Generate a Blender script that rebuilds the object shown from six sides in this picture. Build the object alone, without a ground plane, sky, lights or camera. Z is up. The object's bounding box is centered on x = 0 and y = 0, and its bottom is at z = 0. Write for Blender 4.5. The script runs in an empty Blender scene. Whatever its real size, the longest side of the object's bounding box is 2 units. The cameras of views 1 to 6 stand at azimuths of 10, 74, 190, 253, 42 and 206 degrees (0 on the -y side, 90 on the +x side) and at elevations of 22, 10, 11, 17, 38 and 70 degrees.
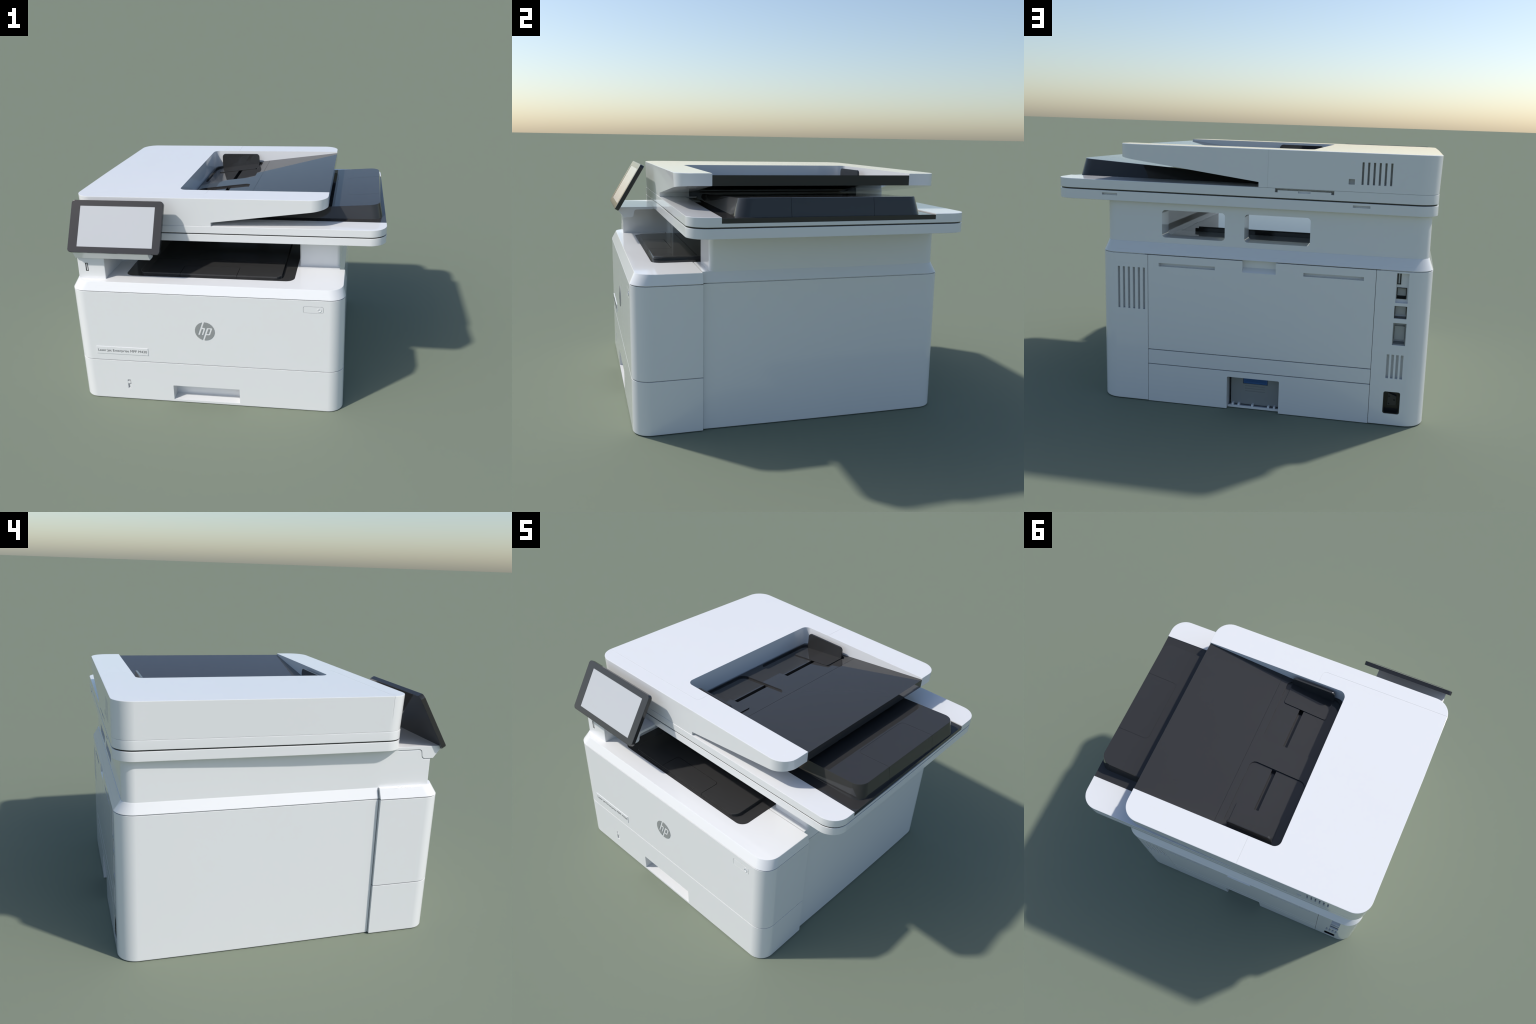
import bpy, bmesh, math
from mathutils import Vector, Matrix

# ------------------------------------------------------------------ materials
def plastic(name, col, rough=0.12, spec=0.5, var=0.02, bump=0.0):
    m = bpy.data.materials.new(name); m.use_nodes = True
    nt = m.node_tree; b = nt.nodes["Principled BSDF"]
    tc = nt.nodes.new("ShaderNodeTexCoord")
    nz = nt.nodes.new("ShaderNodeTexNoise"); nz.inputs["Scale"].default_value = 2.3
    nz.inputs["Detail"].default_value = 3
    nt.links.new(tc.outputs["Object"], nz.inputs["Vector"])
    rp = nt.nodes.new("ShaderNodeValToRGB")
    rp.color_ramp.elements[0].position = 0.3; rp.color_ramp.elements[1].position = 0.7
    rp.color_ramp.elements[0].color = [c * (1 - var) for c in col] + [1]
    rp.color_ramp.elements[1].color = [min(1, c * (1 + var)) for c in col] + [1]
    nt.links.new(nz.outputs["Fac"], rp.inputs["Fac"])
    nt.links.new(rp.outputs["Color"], b.inputs["Base Color"])
    b.inputs["Roughness"].default_value = rough
    b.inputs["Specular IOR Level"].default_value = spec
    if bump:
        n2 = nt.nodes.new("ShaderNodeTexNoise"); n2.inputs["Scale"].default_value = 220
        bp = nt.nodes.new("ShaderNodeBump"); bp.inputs["Strength"].default_value = bump
        bp.inputs["Distance"].default_value = 0.001
        nt.links.new(tc.outputs["Object"], n2.inputs["Vector"])
        nt.links.new(n2.outputs["Fac"], bp.inputs["Height"])
        nt.links.new(bp.outputs["Normal"], b.inputs["Normal"])
    return m

WHITE = plastic("white_plastic", (0.785, 0.785, 0.785), 0.06, var=0.003)
DARK = plastic("charcoal_plastic", (0.0365, 0.0358, 0.0355), 0.05, spec=0.44, var=0.01)
BLACK = plastic("black_plastic", (0.012, 0.012, 0.012), 0.25, var=0.01)
BEZEL = plastic("bezel_plastic", (0.031, 0.0305, 0.031), 0.08, var=0.01)
SCREEN = plastic("display_glass", (0.49, 0.50, 0.515), 0.05, var=0.004)
GREY = plastic("grey_print", (0.30, 0.31, 0.31), 0.25, var=0.005)
INK = plastic("label_ink", (0.10, 0.10, 0.105), 0.3, var=0.005)
PANEL = plastic("cassette_grey", (0.28, 0.29, 0.29), 0.3, var=0.01)
BLUE = plastic("blue_latch", (0.045, 0.125, 0.32), 0.25, var=0.01)
METAL = plastic("port_shell", (0.05, 0.05, 0.05), 0.25, var=0.01)
PORTGREY = plastic("port_grey", (0.50, 0.51, 0.51), 0.25, var=0.01)

# ------------------------------------------------------------------ hierarchy
def empty(name, parent=None):
    o = bpy.data.objects.new(name, None)
    bpy.context.scene.collection.objects.link(o)
    o.parent = parent
    return o

ROOT = empty("office_printer")
ROOT["label"] = "white multifunction laser printer with document feeder and tilted touchscreen"
ROOT["category"] = "printer"

# ------------------------------------------------------------------ geometry helpers
def offset_poly(pts, d):
    """inward offset of a counter-clockwise polygon"""
    n = len(pts); out = []
    for i in range(n):
        p0, p1, p2 = Vector(pts[i - 1]), Vector(pts[i]), Vector(pts[(i + 1) % n])
        a = (p1 - p0).normalized(); b = (p2 - p1).normalized()
        na = Vector((-a.y, a.x)); nb = Vector((-b.y, b.x))
        k = 1 + na.dot(nb)
        out.append(p1 + (na + nb) * (d / k))
    return out

def rounded(pts, radii, d=0.0, seg=10):
    """rounded outline of a CCW polygon, inset by d"""
    pts = [Vector(p) for p in pts]; n = len(pts)
    if not hasattr(radii, "__len__"): radii = [radii] * n
    q = offset_poly(pts, d) if d else pts
    out = []
    for i in range(n):
        p0, p1, p2 = q[i - 1], q[i], q[(i + 1) % n]
        r = radii[i]
        if r <= 0: out.append(p1.copy()); continue
        a = (p0 - p1).normalized(); b = (p2 - p1).normalized()
        convex = ((p1 - p0).cross(p2 - p1) if hasattr(Vector((0, 0)), "cross") else 0) > 0
        r = max(0.0005, r - d if convex else r + d)
        ang = a.angle(b); t = r / math.tan(ang / 2)
        c = p1 + (a + b).normalized() * (r / math.sin(ang / 2))
        s = p1 + a * t - c; e = p1 + b * t - c
        a0 = math.atan2(s.y, s.x); a1 = math.atan2(e.y, e.x)
        da = (a1 - a0 + math.pi) % (2 * math.pi) - math.pi
        for k in range(seg + 1):
            w = a0 + da * k / seg
            out.append(c + Vector((math.cos(w), math.sin(w))) * r)
    return out

def mesh_obj(name, verts, faces, mat, parent=ROOT):
    me = bpy.data.meshes.new(name)
    me.from_pydata([tuple(v) for v in verts], [], faces)
    bm = bmesh.new(); bm.from_mesh(me)
    bmesh.ops.remove_doubles(bm, verts=bm.verts, dist=1e-6)
    bmesh.ops.recalc_face_normals(bm, faces=bm.faces)
    bm.to_mesh(me); bm.free()
    me.materials.append(mat)
    o = bpy.data.objects.new(name, me)
    bpy.context.scene.collection.objects.link(o)
    o.parent = parent
    return o

def loft(name, rings, mat, parent=ROOT):
    n = len(rings[0]); V = [p for r in rings for p in r]; F = []
    for k in range(len(rings) - 1):
        for i in range(n):
            j = (i + 1) % n
            F.append((k * n + i, k * n + j, (k + 1) * n + j, (k + 1) * n + i))
    F.append(tuple(range(n - 1, -1, -1)))
    F.append(tuple((len(rings) - 1) * n + i for i in range(n)))
    return mesh_obj(name, V, F, mat, parent)

def axis_map(axis):
    # 2D (u,v) + w -> xyz
    return {"z": lambda u, v, w: (u, v, w),
            "y": lambda u, v, w: (u, w, v),
            "x": lambda u, v, w: (w, u, v)}[axis]

def prism(name, pts, w0, w1, mat, radii=0.0, axis="z", b0=0.0, b1=0.0, parent=ROOT, shear=None, seg=10):
    """extruded rounded polygon; b0/b1 = softened edge at each end"""
    f = axis_map(axis)
    lv = []
    if b0: lv += [(w0, b0), (w0 + 0.3 * b0, 0.3 * b0), (w0 + b0, 0)]
    else: lv += [(w0, 0)]
    if b1: lv += [(w1 - b1, 0), (w1 - 0.3 * b1, 0.3 * b1), (w1, b1)]
    else: lv += [(w1, 0)]
    rings = []
    for w, d in lv:
        ring = [Vector(f(p.x, p.y, w)) for p in rounded(pts, radii, d, seg)]
        if shear: ring = [shear(v) for v in ring]
        rings.append(ring)
    return loft(name, rings, mat, parent)

def rect(x0, x1, y0, y1):
    return [(x0, y0), (x1, y0), (x1, y1), (x0, y1)]

def box(name, x0, x1, y0, y1, z0, z1, mat, b=0.0, parent=ROOT):
    return prism(name, rect(x0, x1, y0, y1), z0, z1, mat, 0 if not b else b, "z", b, b, parent, seg=3)

def ring_cutter(pts, radii, w0, w1, width, axis="z", shear=None):
    """closed narrow groove cutter following a rounded outline"""
    f = axis_map(axis)
    o = rounded(pts, radii, 0); i = rounded(pts, radii, width)
    n = len(o); V = []
    for w in (w0, w1):
        for loop in (o, i):
            V += [Vector(f(p.x, p.y, w)) for p in loop]
    if shear: V = [shear(v) for v in V]
    F = []
    for k in range(n):
        j = (k + 1) % n
        F += [(k, j, n + j, n + k), (2 * n + k, 3 * n + k, 3 * n + j, 2 * n + j),
              (k, 2 * n + k, 2 * n + j, j), (n + k, n + j, 3 * n + j, 3 * n + k)]
    return mesh_obj("cutter", V, F, WHITE, None)

def cbox(x0, x1, y0, y1, z0, z1):
    return box("cutter", x0, x1, y0, y1, z0, z1, WHITE, 0, None)

def finish(o, angle=32):
    me = o.data
    for p in me.polygons: p.use_smooth = True
    me.set_sharp_from_angle(angle=math.radians(angle))
    m = o.modifiers.new("wn", "WEIGHTED_NORMAL"); m.keep_sharp = True; m.weight = 80
    bake(o)
    return o

def bake(o):
    dg = bpy.context.evaluated_depsgraph_get()
    me = bpy.data.meshes.new_from_object(o.evaluated_get(dg), preserve_all_data_layers=True, depsgraph=dg)
    old = o.data; o.modifiers.clear(); o.data = me; me.name = o.name
    bpy.data.meshes.remove(old)

def cut(o, cutters, op="DIFFERENCE"):
    for c in cutters:
        m = o.modifiers.new("b", "BOOLEAN"); m.operation = op; m.solver = "EXACT"; m.object = c
    bpy.context.view_layer.update()
    bake(o)
    for c in cutters:
        me = c.data; bpy.data.objects.remove(c); bpy.data.meshes.remove(me)
    return o

def copy_of(o, name, matrix, parent):
    c = o.copy(); c.name = name; c.parent = parent
    c.matrix_local = matrix
    bpy.context.scene.collection.objects.link(c)
    return c

# ------------------------------------------------------------------ overall sizes
CX = -0.1155                     # body centre line
Y_FRONT, Y_SPLIT, Y_BACK = -0.8590, -0.500, 0.8725
Z_DOOR, Z_RIDGE, Z_DECK = 0.294, 0.7925, 0.8500
Z_LOW, Z_SLIT, Z_UP, Z_TOP = 1.0595, 1.112, 1.163, 1.348
GAP = 0.0019                     # half width of a panel gap
def bow(pts):
    """piecewise-linear side line through (y, half width) pairs: the flanks are gently bowed"""
    def f(y):
        for (a, p), (b, q) in zip(pts, pts[1:]):
            if y <= b or b == pts[-1][0]:
                return p + (q - p) * (y - a) / (b - a)
    return f
half_main = bow([(-0.5, 0.8520), (-0.2, 0.8550), (0.25, 0.8555), (0.55, 0.8535), (0.76, 0.8500), (0.9, 0.8480)])
half_front = bow([(-0.5, 0.8700), (-0.62, 0.8735), (-0.76, 0.8745), (-0.9, 0.8745)][::-1])
half_scan = bow([(-0.62, 1.0015), (-0.45, 0.9995), (-0.06, 0.9955), (0.24, 0.9890), (0.52, 0.9820), (0.76, 0.9765), (0.9, 0.974)])

def quad(hl, hr, y0, y1):
    """CCW outline with sides following functions of y"""
    ys = [y for y in (-0.30, -0.06, 0.20, 0.45, 0.66) if y0 + 0.14 < y < y1 - 0.14]
    return ([(hl(y0), y0), (hr(y0), y0)] + [(hr(y), y) for y in ys] + [(hr(y1), y1), (hl(y1), y1)] + [(hl(y), y) for y in reversed(ys)])
def corners(q, r):
    """corner radii for a quad() outline: front-left, front-right, back-right, back-left"""
    m = (len(q) - 4) // 2
    return [r[0], r[1]] + [0] * m + [r[2], r[3]] + [0] * m

# ================================================================== BODY
body = empty("body", ROOT)
main_q = quad(lambda y: CX - half_main(y) - 0.0025, lambda y: CX + half_main(y), Y_SPLIT + 0.004, Y_BACK)
def y_front(z): return -0.8590 - 0.0050 * z / 0.79          # the front leans out slightly towards the top
def front_outline(z):
    k = 0.0035 * z / 0.79
    return quad(lambda y: CX - half_front(y) - k, lambda y: CX + half_front(y) + k, y_front(z), Y_SPLIT)
front_q = front_outline(0.0)
def front_solid(name, z0, z1, b0, b1):
    lv = [(z0, b0), (z0 + .3 * b0, .3 * b0), (z0 + b0, 0), (z1 - b1, 0), (z1 - .3 * b1, .3 * b1), (z1, b1)]
    rings = [[Vector((p.x, p.y, z)) for p in rounded(front_outline(z), corners(front_outline(z), [0.095, 0.095, 0, 0]), d)] for z, d in lv]
    return loft(name, rings, WHITE, body)
RM = corners(main_q, [0, 0, 0.10, 0.10]); RF = corners(front_q, [0.095, 0.095, 0, 0])
PX0, PX1 = -0.697, 0.467          # rear door seams

# inner frame closes every gap a few millimetres behind the skin
prism("inner_frame", offset_poly(main_q, 0.010), 0.012, Z_RIDGE + 0.02, WHITE, corners(main_q, [0.02, 0.02, 0.09, 0.09]), parent=body)
cut(bpy.data.objects["inner_frame"], [cbox(PX0 - .02, PX1 + .02, 0.785, 1, -0.1, 0.80),
                                      cbox(-0.30, 0.10, 0.65, 1, -0.1, 0.19), cbox(-.87, PX0 + .02, 0.79, 1, 0.03, 0.79), cbox(PX1 - .02, .66, 0.84, 1, 0.45, 0.76)])
fr = prism("inner_frame", offset_poly(front_q, 0.010), 0.012, Z_RIDGE + 0.02, WHITE, corners(front_q, [0.085, 0.085, 0, 0]), parent=body)
cut(fr, [cbox(-0.37, 0.10, -1, -0.74, -0.1, 0.14), cbox(-.68, -.64, -1, -.83, .07, .16)])

# main casing (sides and rear) below the ridge
casing = prism("casing", main_q, 0.0, Z_RIDGE - GAP, WHITE, RM, b0=0.006, b1=0.002, parent=body)
C = [cbox(PX0, PX1, 0.795, 1.0, -0.1, 0.9)]
C += [cbox(0.6296 - 0.0272 * i - 0.012, 0.6296 - 0.0272 * i, 0.852, 1, 0.5005, 0.7215) for i in range(6)]      # vents
C += [cbox(-0.7705 - 0.0272 * i - 0.0140, -0.7705 - 0.0272 * i, 0.845, 1, 0.2475, 0.3715) for i in range(4)]
C[-4:] = []
for i in range(4):
    x = -0.7705 - 0.0228 * i
    C.append(cbox(x - 0.0127, x, 0.852, 1, 0.2475, 0.3715))
C.append(cbox(-0.8532, -0.7942, 0.849, 1, 0.6355, 0.7825))
C += [cbox(-0.8165, -0.7972, 0.80, 1, 0.7235, 0.7815), cbox(-0.8465, -0.7980, 0.80, 1, 0.6514, 0.7085)]
C.append(cbox(-0.8528, -0.7925, 0.832, 1, 0.5565, 0.6203))
C.append(cbox(-0.8552, -0.7917, 0.815, 1, 0.4212, 0.5345))
C.append(prism("cutter", rect(-0.8487, -0.7658, 0.0618, 0.1785), 0.82, 1, WHITE, 0.010, "y", parent=None))
C.append(cbox(-0.240, 0.042, 0.70, 1, -0.1, 0.178))
finish(cut(casing, C))

# rear door, strip and lower panel
def rear(name, z0, z1, cuts):
    p = prism(name, rect(PX0 + GAP, PX1 - GAP, z0, z1), 0.797, Y_BACK, WHITE, 0.001, "y", b1=0.0015, parent=body, seg=2)
    if cuts: cut(p, cuts)
    return finish(p)
grip = prism("cutter", [(0.8410, 0.800), (0.8410, 0.7530), (0.878, 0.7290), (0.9, 0.7290), (0.9, 0.800)], -0.2007, -0.030, WHITE, 0, "x", parent=None)
rear("access_door", 0.2868 + GAP, Z_RIDGE - GAP, [cbox(0.111, 0.408, 0.846, 1, 0.7336, 0.7519),
                                              cbox(-0.637, -0.340, 0.846, 1, 0.7336, 0.7519), grip])
rear("trim_strip", 0.207 + GAP, 0.2868 - GAP, [])
low = prism("cutter", rect(-0.2362, 0.0382, -0.2, 0.1752), 0.70, 1, WHITE, 0.006, "y", parent=None)
rear("base_panel", 0.0, 0.207 - GAP, [low])

# paper cassette seen through the rear opening
cas = empty("paper_cassette", ROOT)
PY = 0.822
pan = box("cassette_wall", -0.30, 0.027, 0.765, PY, 0.012, 0.20, PANEL, 0.002, cas)
cut(pan, [cbox(-0.1690, -0.0370, PY - .006, 0.9, 0.1263, 0.19)] +
    [cbox(-0.155, -0.0485, PY - .0025, 0.9, z - 0.002, z + 0.002) for z in (0.1160, 0.1020, 0.0880)])
finish(pan)
finish(box("cassette_latch", -0.1670, -0.0387, 0.79, PY - .0005, 0.1278, 0.19, BLUE, 0.0015, cas))
for z in (0.151, 0.145, 0.139):
    box("latch_rib", -0.159, -0.0475, PY - .001, PY + .001, z - 0.0012, z + 0.0012, BLUE, 0, cas)
finish(box("cassette_lip", -0.2340, 0.0362, 0.80, 0.847, 0.0006, 0.0035, WHITE, 0.001, cas))
finish(box("cassette_lip_edge", -0.2345, 0.0365, 0.8410, 0.8490, 0.0004, 0.0118, WHITE, 0.001, cas))
for x in (0.013, -0.019, -0.0925, -0.1775, -0.2090):
    finish(box("cassette_rib", x - 0.0055, x + 0.0055, 0.80, 0.8415, 0.0030, 0.0205, WHITE, 0.001, cas))

# top casing: chamfered ridge carrying the scanner column
XR = bow([(-0.5, 0.7120), (-0.2, 0.7150), (0.29, 0.7170), (0.55, 0.7130), (0.9, 0.709)])
XL_MID = -0.9465
base_r = rounded(main_q, RM, 0); base_i = rounded(main_q, RM, 0.0015)
deck_q = quad(lambda y: XL_MID, XR, Y_SPLIT + .004, 0.838)
deck_r = rounded(deck_q, corners(deck_q, [0, 0, 0.066, 0.066]), 0)
rng = [[Vector((p.x, p.y, Z_RIDGE + GAP)) for p in base_i], [Vector((p.x, p.y, Z_RIDGE + GAP + .002)) for p in base_r],
       [Vector((p.x, p.y, Z_DECK)) for p in deck_r]]
top = loft("shoulder_casing", rng, WHITE, body)
OPEN = dict(x0=-0.664, x1=0.438, y0=-0.7230)
BIN_END = 0.415
def opening_cut():
    return prism("cutter", rect(OPEN["x0"], OPEN["x1"], OPEN["y0"], BIN_END), 0.80, 0.9, WHITE, [0.055, 0.055, 0, 0], parent=None)
finish(cut(top, [opening_cut()] ))

# front cover ridge
fq = front_outline(Z_RIDGE); fb = rounded(fq, RF, 0); fbi = rounded(fq, RF, 0.0015)
fdeck = quad(lambda y: -0.9645 + 0.004 * (y + .5), lambda y: 0.7465 - 0.002 * (y + .5), -0.8385, Y_SPLIT)
fd = rounded(fdeck, RF, 0); fdi = rounded(fdeck, RF, 0.002)
rng = [[Vector((p.x, p.y, Z_RIDGE + GAP)) for p in fbi], [Vector((p.x, p.y, Z_RIDGE + GAP + .002)) for p in fb],
       [Vector((p.x, p.y, Z_DECK - .0005)) for p in fd], [Vector((p.x, p.y, Z_DECK + 0.0012)) for p in fdi]]
fc = loft("deck_cover", rng, WHITE, body)
finish(cut(fc, [opening_cut()]))

# front door
door = front_solid("cartridge_door", Z_DOOR + GAP, Z_RIDGE - GAP, 0.002, 0.002)
PB = rect(0.5068, 0.6320, 0.7067, 0.7517)
cut(door, [ring_cutter(PB, 0.011, -0.95, y_front(.73) + 0.004, 0.0022, "y")])
finish(door)

# paper tray with grip recess and lock slot
tray = front_solid("paper_tray", 0.0, Z_DOOR - GAP, 0.006, 0.002)
gr = prism("cutter", [(-0.95, 0.0190), (-0.861, 0.0190), (-0.772, 0.0165), (-0.772, 0.1255), (-0.95, 0.1255)], -0.3565, 0.0893, WHITE, 0, "x", parent=None)
cut(tray, [gr, cbox(-0.671, -0.6485, -1, -0.843, 0.0835, 0.1490)])
finish(tray)
lock = empty("tray_lock", ROOT)
finish(box("lock_tab", -0.6705, -0.652, -0.859, -0.842, 0.119, 0.138, WHITE, 0.001, lock))
finish(box("lock_key", -0.659, -0.6490, -0.857, -0.842, 0.086, 0.112, WHITE, 0.001, lock))

# ================================================================== OUTPUT BIN
bin_ = empty("output_bin", ROOT)
floor = prism("bin_floor", rect(OPEN["x0"] + .001, OPEN["x1"] - .001, OPEN["y0"] + .001, BIN_END - .001), 0.812, 0.8495, DARK, [0.054, 0.054, 0, 0], parent=bin_)
finish(floor)
stage = prism("bin_stage", rect(-0.574, 0.356, -0.7060, BIN_END - .003), 0.830, 0.8695, DARK, [0.05, 0.05, 0.004, 0.004], b1=0.004, parent=bin_)
lip = prism("cutter", rect(-0.60, 0.40, -0.80, -0.7020), 0.8585, 0.9, WHITE, 0, parent=None)
fl = ring_cutter(rect(-0.302, 0.072, -0.80, -0.565), [0, 0, 0.02, 0.02], 0.863, 0.9, 0.003)
fl2 = [cbox(-0.302, -0.299, -0.75, -0.700, 0.83, 0.88), cbox(0.069, 0.072, -0.75, -0.700, 0.83, 0.88)]
cut(stage, [lip, fl, cbox(-0.6, 0.4, -0.461, -0.458, 0.865, 0.9)] + fl2)
finish(stage)
finish(box("bin_rail", -0.574, 0.335, BIN_END - 0.030, BIN_END - 0.004, 0.852, 0.8790, DARK, 0.003, bin_))
# ================================================================== COLUMN under the scanner
col_q = [(XL_MID, -0.60), (-0.766, -0.60), (-0.766, -0.460), (-0.672, -0.460), (-0.672, 0.735), (0.4505, 0.735),
         (0.4505, -0.460), (XR(-.46) + .001, -0.460), (XR(-.1), -0.1), (XR(.29), 0.29), (XR(.55), 0.55), (XR(.836) - .001, 0.836), (XL_MID + .001, 0.836)]
col = prism("scanner_column", col_q, Z_DECK - 0.004, Z_LOW, WHITE, [0, 0, 0.03, 0.01, 0, 0, 0.012, 0.024, 0, 0, 0, 0.066, 0.066], parent=ROOT)
wins = [(0.0725, 0.4028), (-0.361, -0.0285)]
W = [prism("cutter", rect(a, b, 0.879, 1.0205), 0.60, 1, WHITE, 0.018, "y", parent=None) for a, b in wins]
finish(cut(col, W))

# pillar below the touch screen
pil = [(-0.794, 0.847), (-0.50, 0.847), (-0.50, 1.0465), (-0.7378, 1.0465), (-0.7448, 0.9950), (-0.794, 0.9950)]
pillar = prism("screen_pillar", pil, -0.9470, -0.7665, WHITE, [0, 0, 0, 0.018, 0.020, 0], "x", b0=0.006, b1=0.006)
finish(cut(pillar, [cbox(-0.8955, -0.8772, -0.9, -0.780, 0.9026, 0.9593)]))
usb = empty("usb_port", ROOT)
u = box("usb_shell", -0.8950, -0.8777, -0.7935, -0.782, 0.9032, 0.9587, METAL, 0, usb)
finish(cut(u, [cbox(-0.8925, -0.8802, -0.9, -0.786, 0.9060, 0.9560)]))
box("usb_tongue", -0.8892, -0.8835, -0.7925, -0.786, 0.9080, 0.9540, WHITE, 0, usb)

# ================================================================== SCANNER BED
scan = empty("scanner", ROOT)
def scan_q(inl=0.0, inr=0.0, yf=-0.6150, yb=0.8725):
    return quad(lambda y: -half_scan(y) + inl, lambda y: half_scan(y) - inr, yf, yb)
RS = corners(scan_q(), [0.105] * 4)
low = prism("scanner_bed", scan_q(0.006, 0.0), Z_LOW, Z_SLIT - 0.003, WHITE, RS, b0=0.003, b1=0.003, parent=scan)
finish(cut(low, [cbox(0.628, 0.710, 0.855, 1, 1.0868, 1.0980), cbox(-0.648, -0.565, 0.855, 1, 1.0868, 1.0980)]))
finish(prism("scanner_gasket", scan_q(0.012, 0.006, -0.6115, 0.8665), Z_SLIT - 0.012, Z_SLIT + 0.015, DARK, corners(scan_q(), [0.098] * 4), parent=scan))
up = prism("scanner_lid_plate", scan_q(0.006, 0.0), Z_SLIT + 0.0035, Z_UP, WHITE, RS, b0=0.003, b1=0.003, parent=scan)
DY0, DY1 = -0.457, 0.6725
C = [cbox(-0.1005, 1.2, DY0, DY1, 1.1338, 1.3)]
C += [cbox(-0.473, -0.184, 0.83, 1, 1.1530, 1.1615), cbox(-0.198, -0.184, 0.83, 1, 1.1425, 1.1560), cbox(-0.473, -0.459, 0.83, 1, 1.1425, 1.1560),
      cbox(-0.3585, -0.298, 0.858, 1, 1.1427, 1.1560)]
finish(cut(up, C))

# output tray of the feeder: dark insert with a rising ramp
ot_q = [(-0.0995, DY0 + .0005), (half_scan(DY0) - .0008, DY0 + .0005), (half_scan(DY1) - .0008, DY1 - .0005), (-0.0995, DY1 - .0005)]
finish(prism("output_tray_insert", ot_q, 1.1345, 1.1585, DARK, 0, b1=0.001, parent=scan))
RAMP = 0.0597
def ramp_z(x): return 1.2500 + RAMP * (x - 0.955) - (0.010 * (0.45 - x) if x < 0.45 else 0)
rr = []
for d, lev in [(-0.018, "bottom"), (0.0, -0.004), (0.001, -0.0012), (0.004, 0.0)]:
    e = 0.014 if lev == "bottom" else 0.0        # the flanks spread towards the feeder
    pts = [(-0.0990, -0.3610 + d - e), (0.45, -0.3610 + d - e * .45), (0.958 - d, -0.3610 + d), (0.958 - d, 0.5835 - d), (0.45, 0.5835 - d + e * .45), (-0.0990, 0.5835 - d + e)]
    ring = rounded(pts, [0, 0, 0.068, 0.068, 0, 0])
    rr.append([Vector((p.x, p.y, 1.156 if lev == "bottom" else ramp_z(p.x) + lev)) for p in ring])
ramp = loft("output_tray_ramp", rr, DARK, scan)
sh = lambda v: Vector((v.x, v.y, v.z + RAMP * (v.x - 0.955)))
cut(ramp, [ring_cutter(rect(0.743, 1.1, -0.1065, 0.330), [0.03, 0, 0, 0.03], 1.2485, 1.27, 0.0016, shear=sh),
           cbox(0.9555, 1.0, -0.1065, -0.1050, 1.150, 1.26), cbox(0.9555, 1.0, 0.3285, 0.330, 1.150, 1.26)])
finish(ramp)

# ================================================================== DOCUMENT FEEDER
adf = empty("document_feeder", ROOT)
rr = []
for d, z in [(0.007, Z_UP + .0005), (0.006, Z_UP + 0.002), (0.0, Z_TOP - 0.004), (0.0008, Z_TOP - 0.0012), (0.004, Z_TOP)]:
    # the sides lean in slightly towards the bottom, the rear stays upright
    q = quad(lambda y: -half_scan(y) + d + 0.0008, lambda y: 0.6350 - 0.002 * y - d * .3, -0.6185 + d, 0.8735 - (d if z > 1.3 else 0.0))
    rr.append([Vector((p.x, p.y, z)) for p in rounded(q, corners(q, [0.105] * 4))])
lid = loft("feeder_cover", rr, WHITE, adf)
RY0, RY1, RX0 = -0.4310, 0.6885, -0.3445
C = [prism("cutter", [(-0.1025, 1.10), (1.0, 1.10), (1.0, 1.3298), (-0.1025, 1.1885)], -1, 1, WHITE, 0, "y", parent=None),
     prism("cutter", [(RX0, RY0), (1.0, RY0), (1.0, RY1), (RX0, RY1)], 1.1, 1.4, WHITE, [0.045, 0, 0, 0.045], parent=None)]
C += [cbox(-0.600 - 0.02675 * i - 0.0098, -0.600 - 0.02675 * i, 0.83, 1, 1.1980, 1.3040) for i in range(6)]
C += [cbox(-0.5682, -0.5392, 0.840, 1, 1.1972, 1.2234)]
g = 0.0011
C += [cbox(-0.147 - g, -0.147, RY1 - .01, 1, Z_TOP - 0.0016, 1.4), cbox(-0.147 - g, -0.147, 0.8724, 1, 1.1, 1.4),
      ring_cutter(rect(-1.2, -0.147, -0.522, 1.2), [0, 0.03, 0, 0], Z_TOP - 0.0016, 1.4, g)]
# the ring groove may only run from the left side to the recess
cut(lid, C[:2]); cut(lid, C[2:-3])
groove = [prism("cutter", rect(-1.1, -0.177, -0.522, -0.522 + g), Z_TOP - .0016, 1.4, WHITE, 0, parent=None),
          cbox(-0.147 - g, -0.147, -0.492, RY0 + .01, Z_TOP - .0016, 1.4), cbox(-1.1, -0.9945, -0.522, -0.522 + g, 1.1, 1.4)]
arc = [(-0.177 + r * math.cos(a), -0.492 + r * math.sin(a)) for r, sgn in ((0.030, 1), (0.030 - g, -1))
       for a in [math.radians(-90 + 90 * (k if sgn > 0 else 10 - k) / 10) for k in range(11)]]
groove.append(prism("cutter", arc, Z_TOP - .0016, 1.4, WHITE, 0, parent=None))
for c in C[-1:]:
    me = c.data; bpy.data.objects.remove(c); bpy.data.meshes.remove(me)
cut(lid, C[-3:-1] + groove)
finish(lid)

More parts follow.
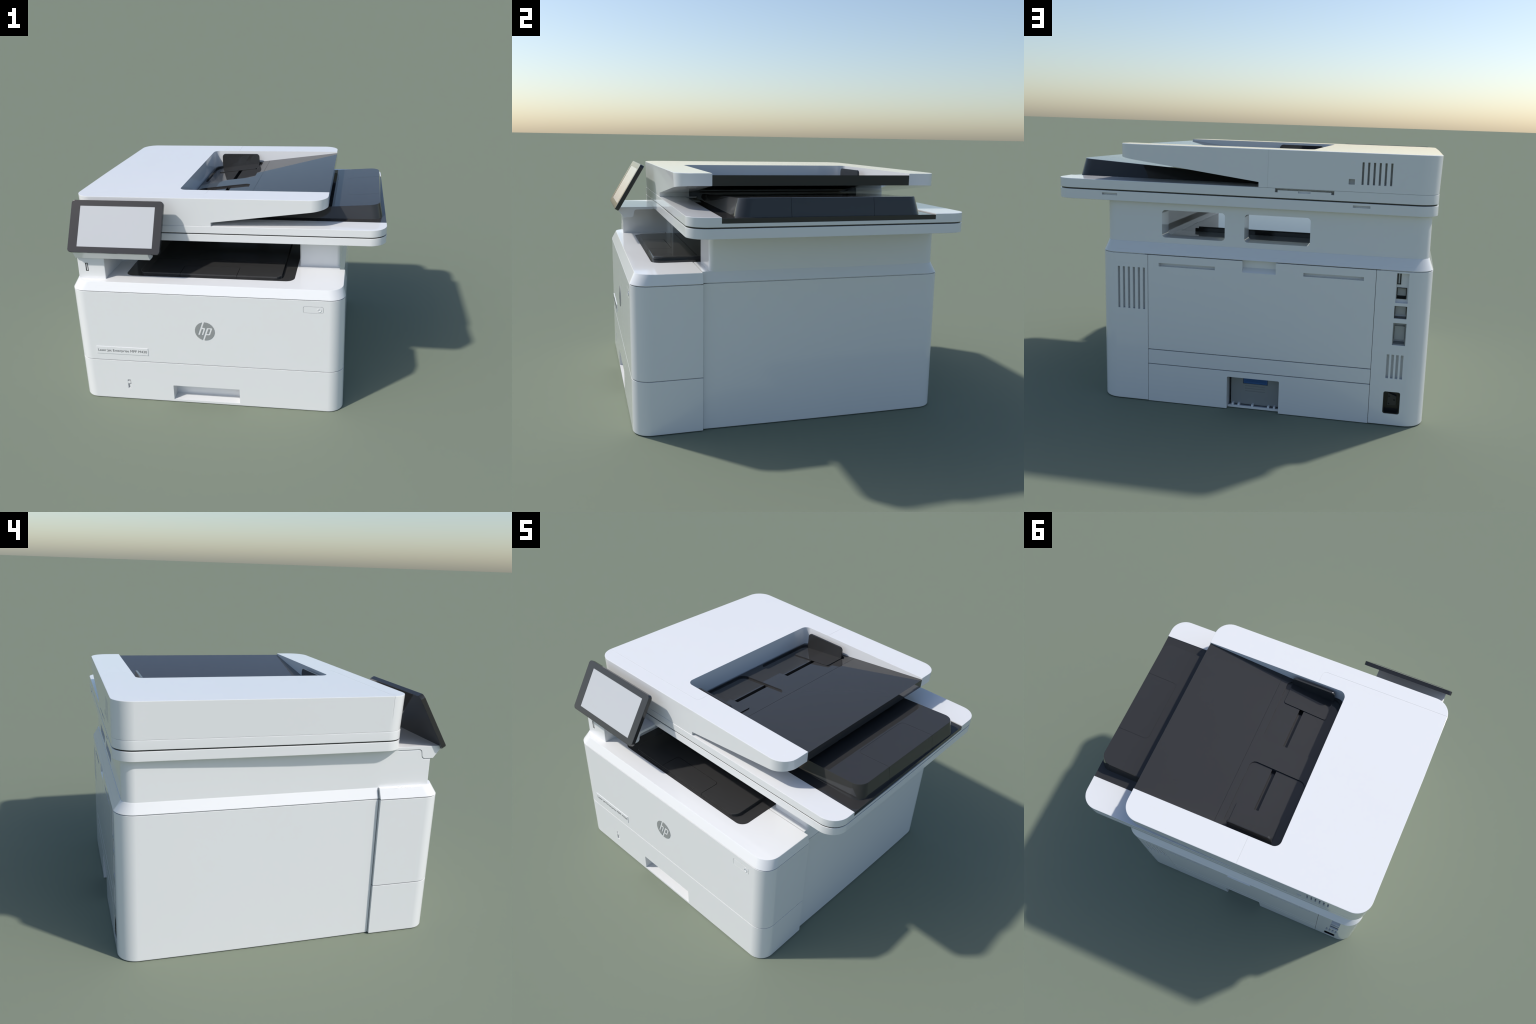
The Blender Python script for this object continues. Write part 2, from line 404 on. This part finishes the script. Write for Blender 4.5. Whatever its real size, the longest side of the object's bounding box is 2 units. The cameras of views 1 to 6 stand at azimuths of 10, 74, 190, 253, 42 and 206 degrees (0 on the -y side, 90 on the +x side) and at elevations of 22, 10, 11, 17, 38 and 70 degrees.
# dark feeder tray: one sloping plane with two guide pockets
S = 0.1222
def fz(x): return 1.3385 + S * (x - 0.6335)
prof = [(RX0 + .001, 1.166), (-0.0995, 1.166), (-0.0995, 1.1890), (0.6338, 1.2830), (0.6338, fz(.6338)), (RX0 + .001, fz(RX0))]
ft = prism("feeder_tray", prof, RY0 + .0008, RY1 - .0008, DARK, 0, "y", parent=adf)
sh2 = lambda v: Vector((v.x, v.y, v.z + fz(v.x)))
# softened left corners follow the recess
cr = cut(prism("cutter", rect(RX0 - .2, 0.9, RY0 - .2, RY1 + .2), 1.0, 1.5, WHITE, 0, parent=None),
         [prism("cutter", [(RX0, RY0), (1.2, RY0), (1.2, RY1), (RX0, RY1)], 0.9, 1.6, WHITE, [0.045, 0, 0, 0.045], parent=None)])
pockets = [(-0.415, 0.0355), (0.2035, 0.6665)]
C = [cr]
for a, b in pockets:
    C.append(prism("cutter", rect(-0.326, 0.052, a, b), -0.011, 0.1, WHITE, 0.042, parent=None, shear=sh2))
slots = [(-0.330, 0.0330), (0.206, 0.570)]
cut(ft, C)
C = []
for a, b in slots:
    C.append(prism("cutter", rect(-0.1195, -0.0905, a, b), -0.050, 0.1, WHITE, 0, parent=None, shear=sh2))
C.append(prism("cutter", rect(RX0 - .02, -0.3345, -1, 1), -0.050, 0.1, WHITE, 0, parent=None, shear=sh2))
C.append(prism("cutter", rect(0.1000, 0.1018, -1, 1), -0.003, 0.1, WHITE, 0, parent=None, shear=sh2))
cut(ft, C)
finish(ft, 25)

# sliding paper guides: foot plate plus upright fence
def guide(y_out, y_in, sgn):
    e = empty("paper_guide", adf)
    y0, y1 = min(y_out, y_in), max(y_out, y_in)
    r_in = 0.014
    rad = [0, 0, r_in, r_in] if sgn < 0 else [r_in, r_in, 0, 0]
    finish(prism("guide_foot", rect(-0.2735, 0.0225, y0, y1), -0.0100, -0.0045, DARK, rad, b1=0.001, parent=e, shear=sh2))
    t = 0.012
    f0, f1 = (y_out, y_out + t) if sgn < 0 else (y_out - t, y_out)
    pts = [(-0.2760, fz(-0.276) - 0.007), (0.0235, fz(0.0235) - 0.007), (0.0215, 1.3355), (-0.2745, 1.3345)]
    finish(prism("guide_fence", pts, f0, f1, DARK, [0, 0, 0.024, 0.024], "y", b0=0.002, b1=0.002, parent=e))
guide(-0.4100, -0.2510, -1)
guide(0.6520, 0.4960, 1)

# ================================================================== CONTROL PANEL
ctl = empty("control_panel", ROOT)
brk = [(-0.8470, 1.0645), (-0.8540, 1.0575), (-0.8080, 0.9975), (-0.7440, 0.9965), (-0.7370, 1.0480), (-0.45, 1.0480), (-0.45, 1.0655)]
bk = prism("panel_bracket", brk, -0.9485, -0.4560, WHITE, [0.003, 0.003, 0.003, 0.020, 0.018, 0, 0], "x", b0=0.002, b1=0.002, parent=ctl)
finish(bk)
# screen lies in a plane leaning back 30.6 degrees
PIV = Vector((0, -0.8705, 1.0610)); TOPP = Vector((0, -0.6995, 1.3499))
up_v = (TOPP - PIV).normalized(); H = (TOPP - PIV).length
nrm = Vector((0, -up_v.z, up_v.y))
MX = Matrix(((1, 0, 0, 0), (0, up_v.y, nrm.y, PIV.y), (0, up_v.z, nrm.z, PIV.z), (0, 0, 0, 1)))
def tilt(o):
    o.data.transform(MX); return o
SX0, SX1 = -0.9725, -0.3735
bz = tilt(prism("screen_bezel", rect(SX0, SX1, 0.0, H), -0.0270, -0.0003, BEZEL, 0.022, b0=0.002, b1=0.003, parent=ctl))
dt = lambda y, z: (Vector((0, y, z)) - PIV).dot(up_v)
d0, d1 = dt(-0.850, 1.0915), dt(-0.7165, 1.3163)
dc = tilt(prism("cutter", rect(-0.9130, -0.4245, d0, d1), -0.0025, 0.02, WHITE, 0, parent=None))
finish(cut(bz, [dc]))
finish(tilt(prism("screen_display", rect(-0.9125, -0.4250, d0 + .0005, d1 - .0005), -0.010, -0.0015, SCREEN, 0, parent=ctl)))
# ================================================================== PORTS on the rear
ports = empty("connector_group", ROOT)
def port(name, x0, x1, z0, z1, yb, yf, mat, inner=None, wall=0.003, parent=ports, r=0):
    o = prism(name, rect(x0, x1, z0, z1), yb, yf, mat, r, "y", parent=parent)
    if inner is not None:
        cut(o, [prism("cutter", rect(x0 + wall, x1 - wall, z0 + wall, z1 - wall), inner, yf + .1, WHITE, r * .7, "y", parent=None)])
    return finish(o)
port("usb_socket", -0.8165, -0.7972, 0.7235, 0.7815, 0.832, 0.8520, METAL, 0.838)
port("usb_tongue", -0.8100, -0.8035, 0.7280, 0.7770, 0.832, 0.8500, PORTGREY)
port("network_socket", -0.8465, -0.7980, 0.6514, 0.7085, 0.810, 0.8515, BLACK, 0.816)
port("network_plug_face", -0.8425, -0.8020, 0.6640, 0.7020, 0.815, 0.8300, PORTGREY)
port("network_socket", -0.8524, -0.7929, 0.5570, 0.6200, 0.815, 0.8640, METAL, 0.820)
port("network_plug_face", -0.8475, -0.7975, 0.5720, 0.6170, 0.819, 0.8400, PORTGREY)
port("fax_socket", -0.8548, -0.7921, 0.4220, 0.5340, 0.800, 0.8640, PANEL, 0.812, 0.004)
port("fax_plug_face", -0.8495, -0.8000, 0.4395, 0.5085, 0.811, 0.8320, PORTGREY)
pw = prism("power_inlet", rect(-0.8482, -0.7663, 0.0623, 0.1780), 0.80, 0.8710, BLACK, 0.0095, "y", parent=ports)
cut(pw, [prism("cutter", rect(-0.8440, -0.7705, 0.0665, 0.1738), 0.838, 1, WHITE, 0.007, "y", parent=None)])
finish(pw)
pins = prism("power_plug_block", [(-0.8310, 0.1010), (-0.7870, 0.0990), (-0.7875, 0.1660), (-0.8315, 0.1475)], 0.815, 0.853, DARK, 0.002, "y", b1=0.001, parent=ports)
cut(pins, [cbox(x - .0035, x + .0035, 0.845, 1, z - .0035, z + .0035) for x, z in ((-0.7951, 0.1478), (-0.8210, 0.1295), (-0.7949, 0.1080))])
finish(pins)

# ================================================================== BADGE, LABEL, MARKS
badge = empty("badge", ROOT)
BR, BCX, BCZ = 0.0640, -0.1190, 0.5455
disc = prism("badge_disc", [(BCX + BR * math.cos(2 * math.pi * (k + .5) / 22), BCZ + BR * math.sin(2 * math.pi * (k + .5) / 22)) for k in range(22)],
             y_front(.55) - 0.0022, y_front(.55) + 0.006, GREY, 0, "y", parent=badge)
def stroke(pts):
    return prism("cutter", [(BCX + a * 0.0625, BCZ + b * 0.0625) for a, b in pts], -0.95, y_front(.55) + 0.03, WHITE, 0, "y", parent=None)
SL = 0.357                       # slant of the letters, dx per dz
def bar(xb, z0, z1, w):
    return stroke([(xb + SL * z0, z0), (xb + w + SL * z0, z0), (xb + w + SL * z1, z1), (xb + SL * z1, z1)])
strokes = [bar(-0.60, -0.43, 1.2, 0.215),                                            # h stem
           stroke([(-0.40, 0.235), (-0.13, 0.235), (-0.02, 0.235), (0.045, 0.33), (0.0, 0.41), (-0.06, 0.42), (-0.34, 0.42)]),
           bar(-0.235, -0.43, 0.31, 0.20),                                           # h leg
           bar(0.065, -1.2, 0.42, 0.22),                                             # p stem
           stroke([(0.19, 0.26), (0.70, 0.26), (0.78, 0.31), (0.74, 0.40), (0.66, 0.42), (0.20, 0.42)]),
           bar(0.475, -0.33, 0.33, 0.20),
           stroke([(0.02, -0.43), (0.44, -0.43), (0.53, -0.38), (0.57, -0.27), (0.02, -0.27)])]
cut(disc, strokes)
finish(disc)

lab = empty("name_plate", ROOT)
finish(prism("plate_face", rect(-0.8605, -0.5080, 0.3434, 0.3952), y_front(.37) - 0.0026, y_front(.37) + 0.004, WHITE, 0, "y", b0=0.0007, parent=lab))
def text(name, body_txt, x0, x1, z0, h, y, mat, parent):
    cu = bpy.data.curves.new(name, "FONT"); cu.body = body_txt; cu.size = 1; cu.extrude = 0.004
    t = bpy.data.objects.new(name, cu); bpy.context.scene.collection.objects.link(t)
    dg = bpy.context.evaluated_depsgraph_get()
    me = bpy.data.meshes.new_from_object(t.evaluated_get(dg), depsgraph=dg)
    bpy.data.objects.remove(t)
    xs = [v.co.x for v in me.vertices]; a, b = min(xs), max(xs)
    k = (x1 - x0) / (b - a); kz = h / 0.73
    for v in me.vertices:
        v.co = Vector((x0 + (v.co.x - a) * k, y - v.co.z * 0.15, z0 + v.co.y * kz))
    o = bpy.data.objects.new(name, me); bpy.context.scene.collection.objects.link(o)
    me.materials.clear(); me.materials.append(mat); o.parent = parent
    bm = bmesh.new(); bm.from_mesh(me); bmesh.ops.recalc_face_normals(bm, faces=bm.faces); bm.to_mesh(me); bm.free()
    return o
text("plate_lettering", "Laser Jet Enterprise MPF M430", -0.8500, -0.5155, 0.3610, 0.0185, y_front(.37) - 0.0026, INK, lab)

# power symbol on the button: open ring and bar, slightly raised
sym = empty("power_symbol", ROOT)
pts = []; R0, R1, c0 = 0.0085, 0.0120, (0.6060, 0.7285)
N = 20; a_s, a_e = math.radians(130), math.radians(410)
for k in range(N + 1):
    a = a_s + (a_e - a_s) * k / N; pts.append((c0[0] + R1 * math.cos(a), c0[1] + R1 * math.sin(a)))
for k in range(N, -1, -1):
    a = a_s + (a_e - a_s) * k / N; pts.append((c0[0] + R0 * math.cos(a), c0[1] + R0 * math.sin(a)))
finish(prism("symbol_ring", pts, y_front(.73) - 0.0024, y_front(.73) + 0.002, WHITE, 0, "y", parent=sym))
finish(box("symbol_bar", 0.6042, 0.6078, y_front(.73) - 0.0024, y_front(.73) + 0.002, 0.7290, 0.7430, WHITE, 0, sym))

# tidy: every remaining helper goes
for o in list(bpy.data.objects):
    if o.name.startswith("cutter"): bpy.data.objects.remove(o)
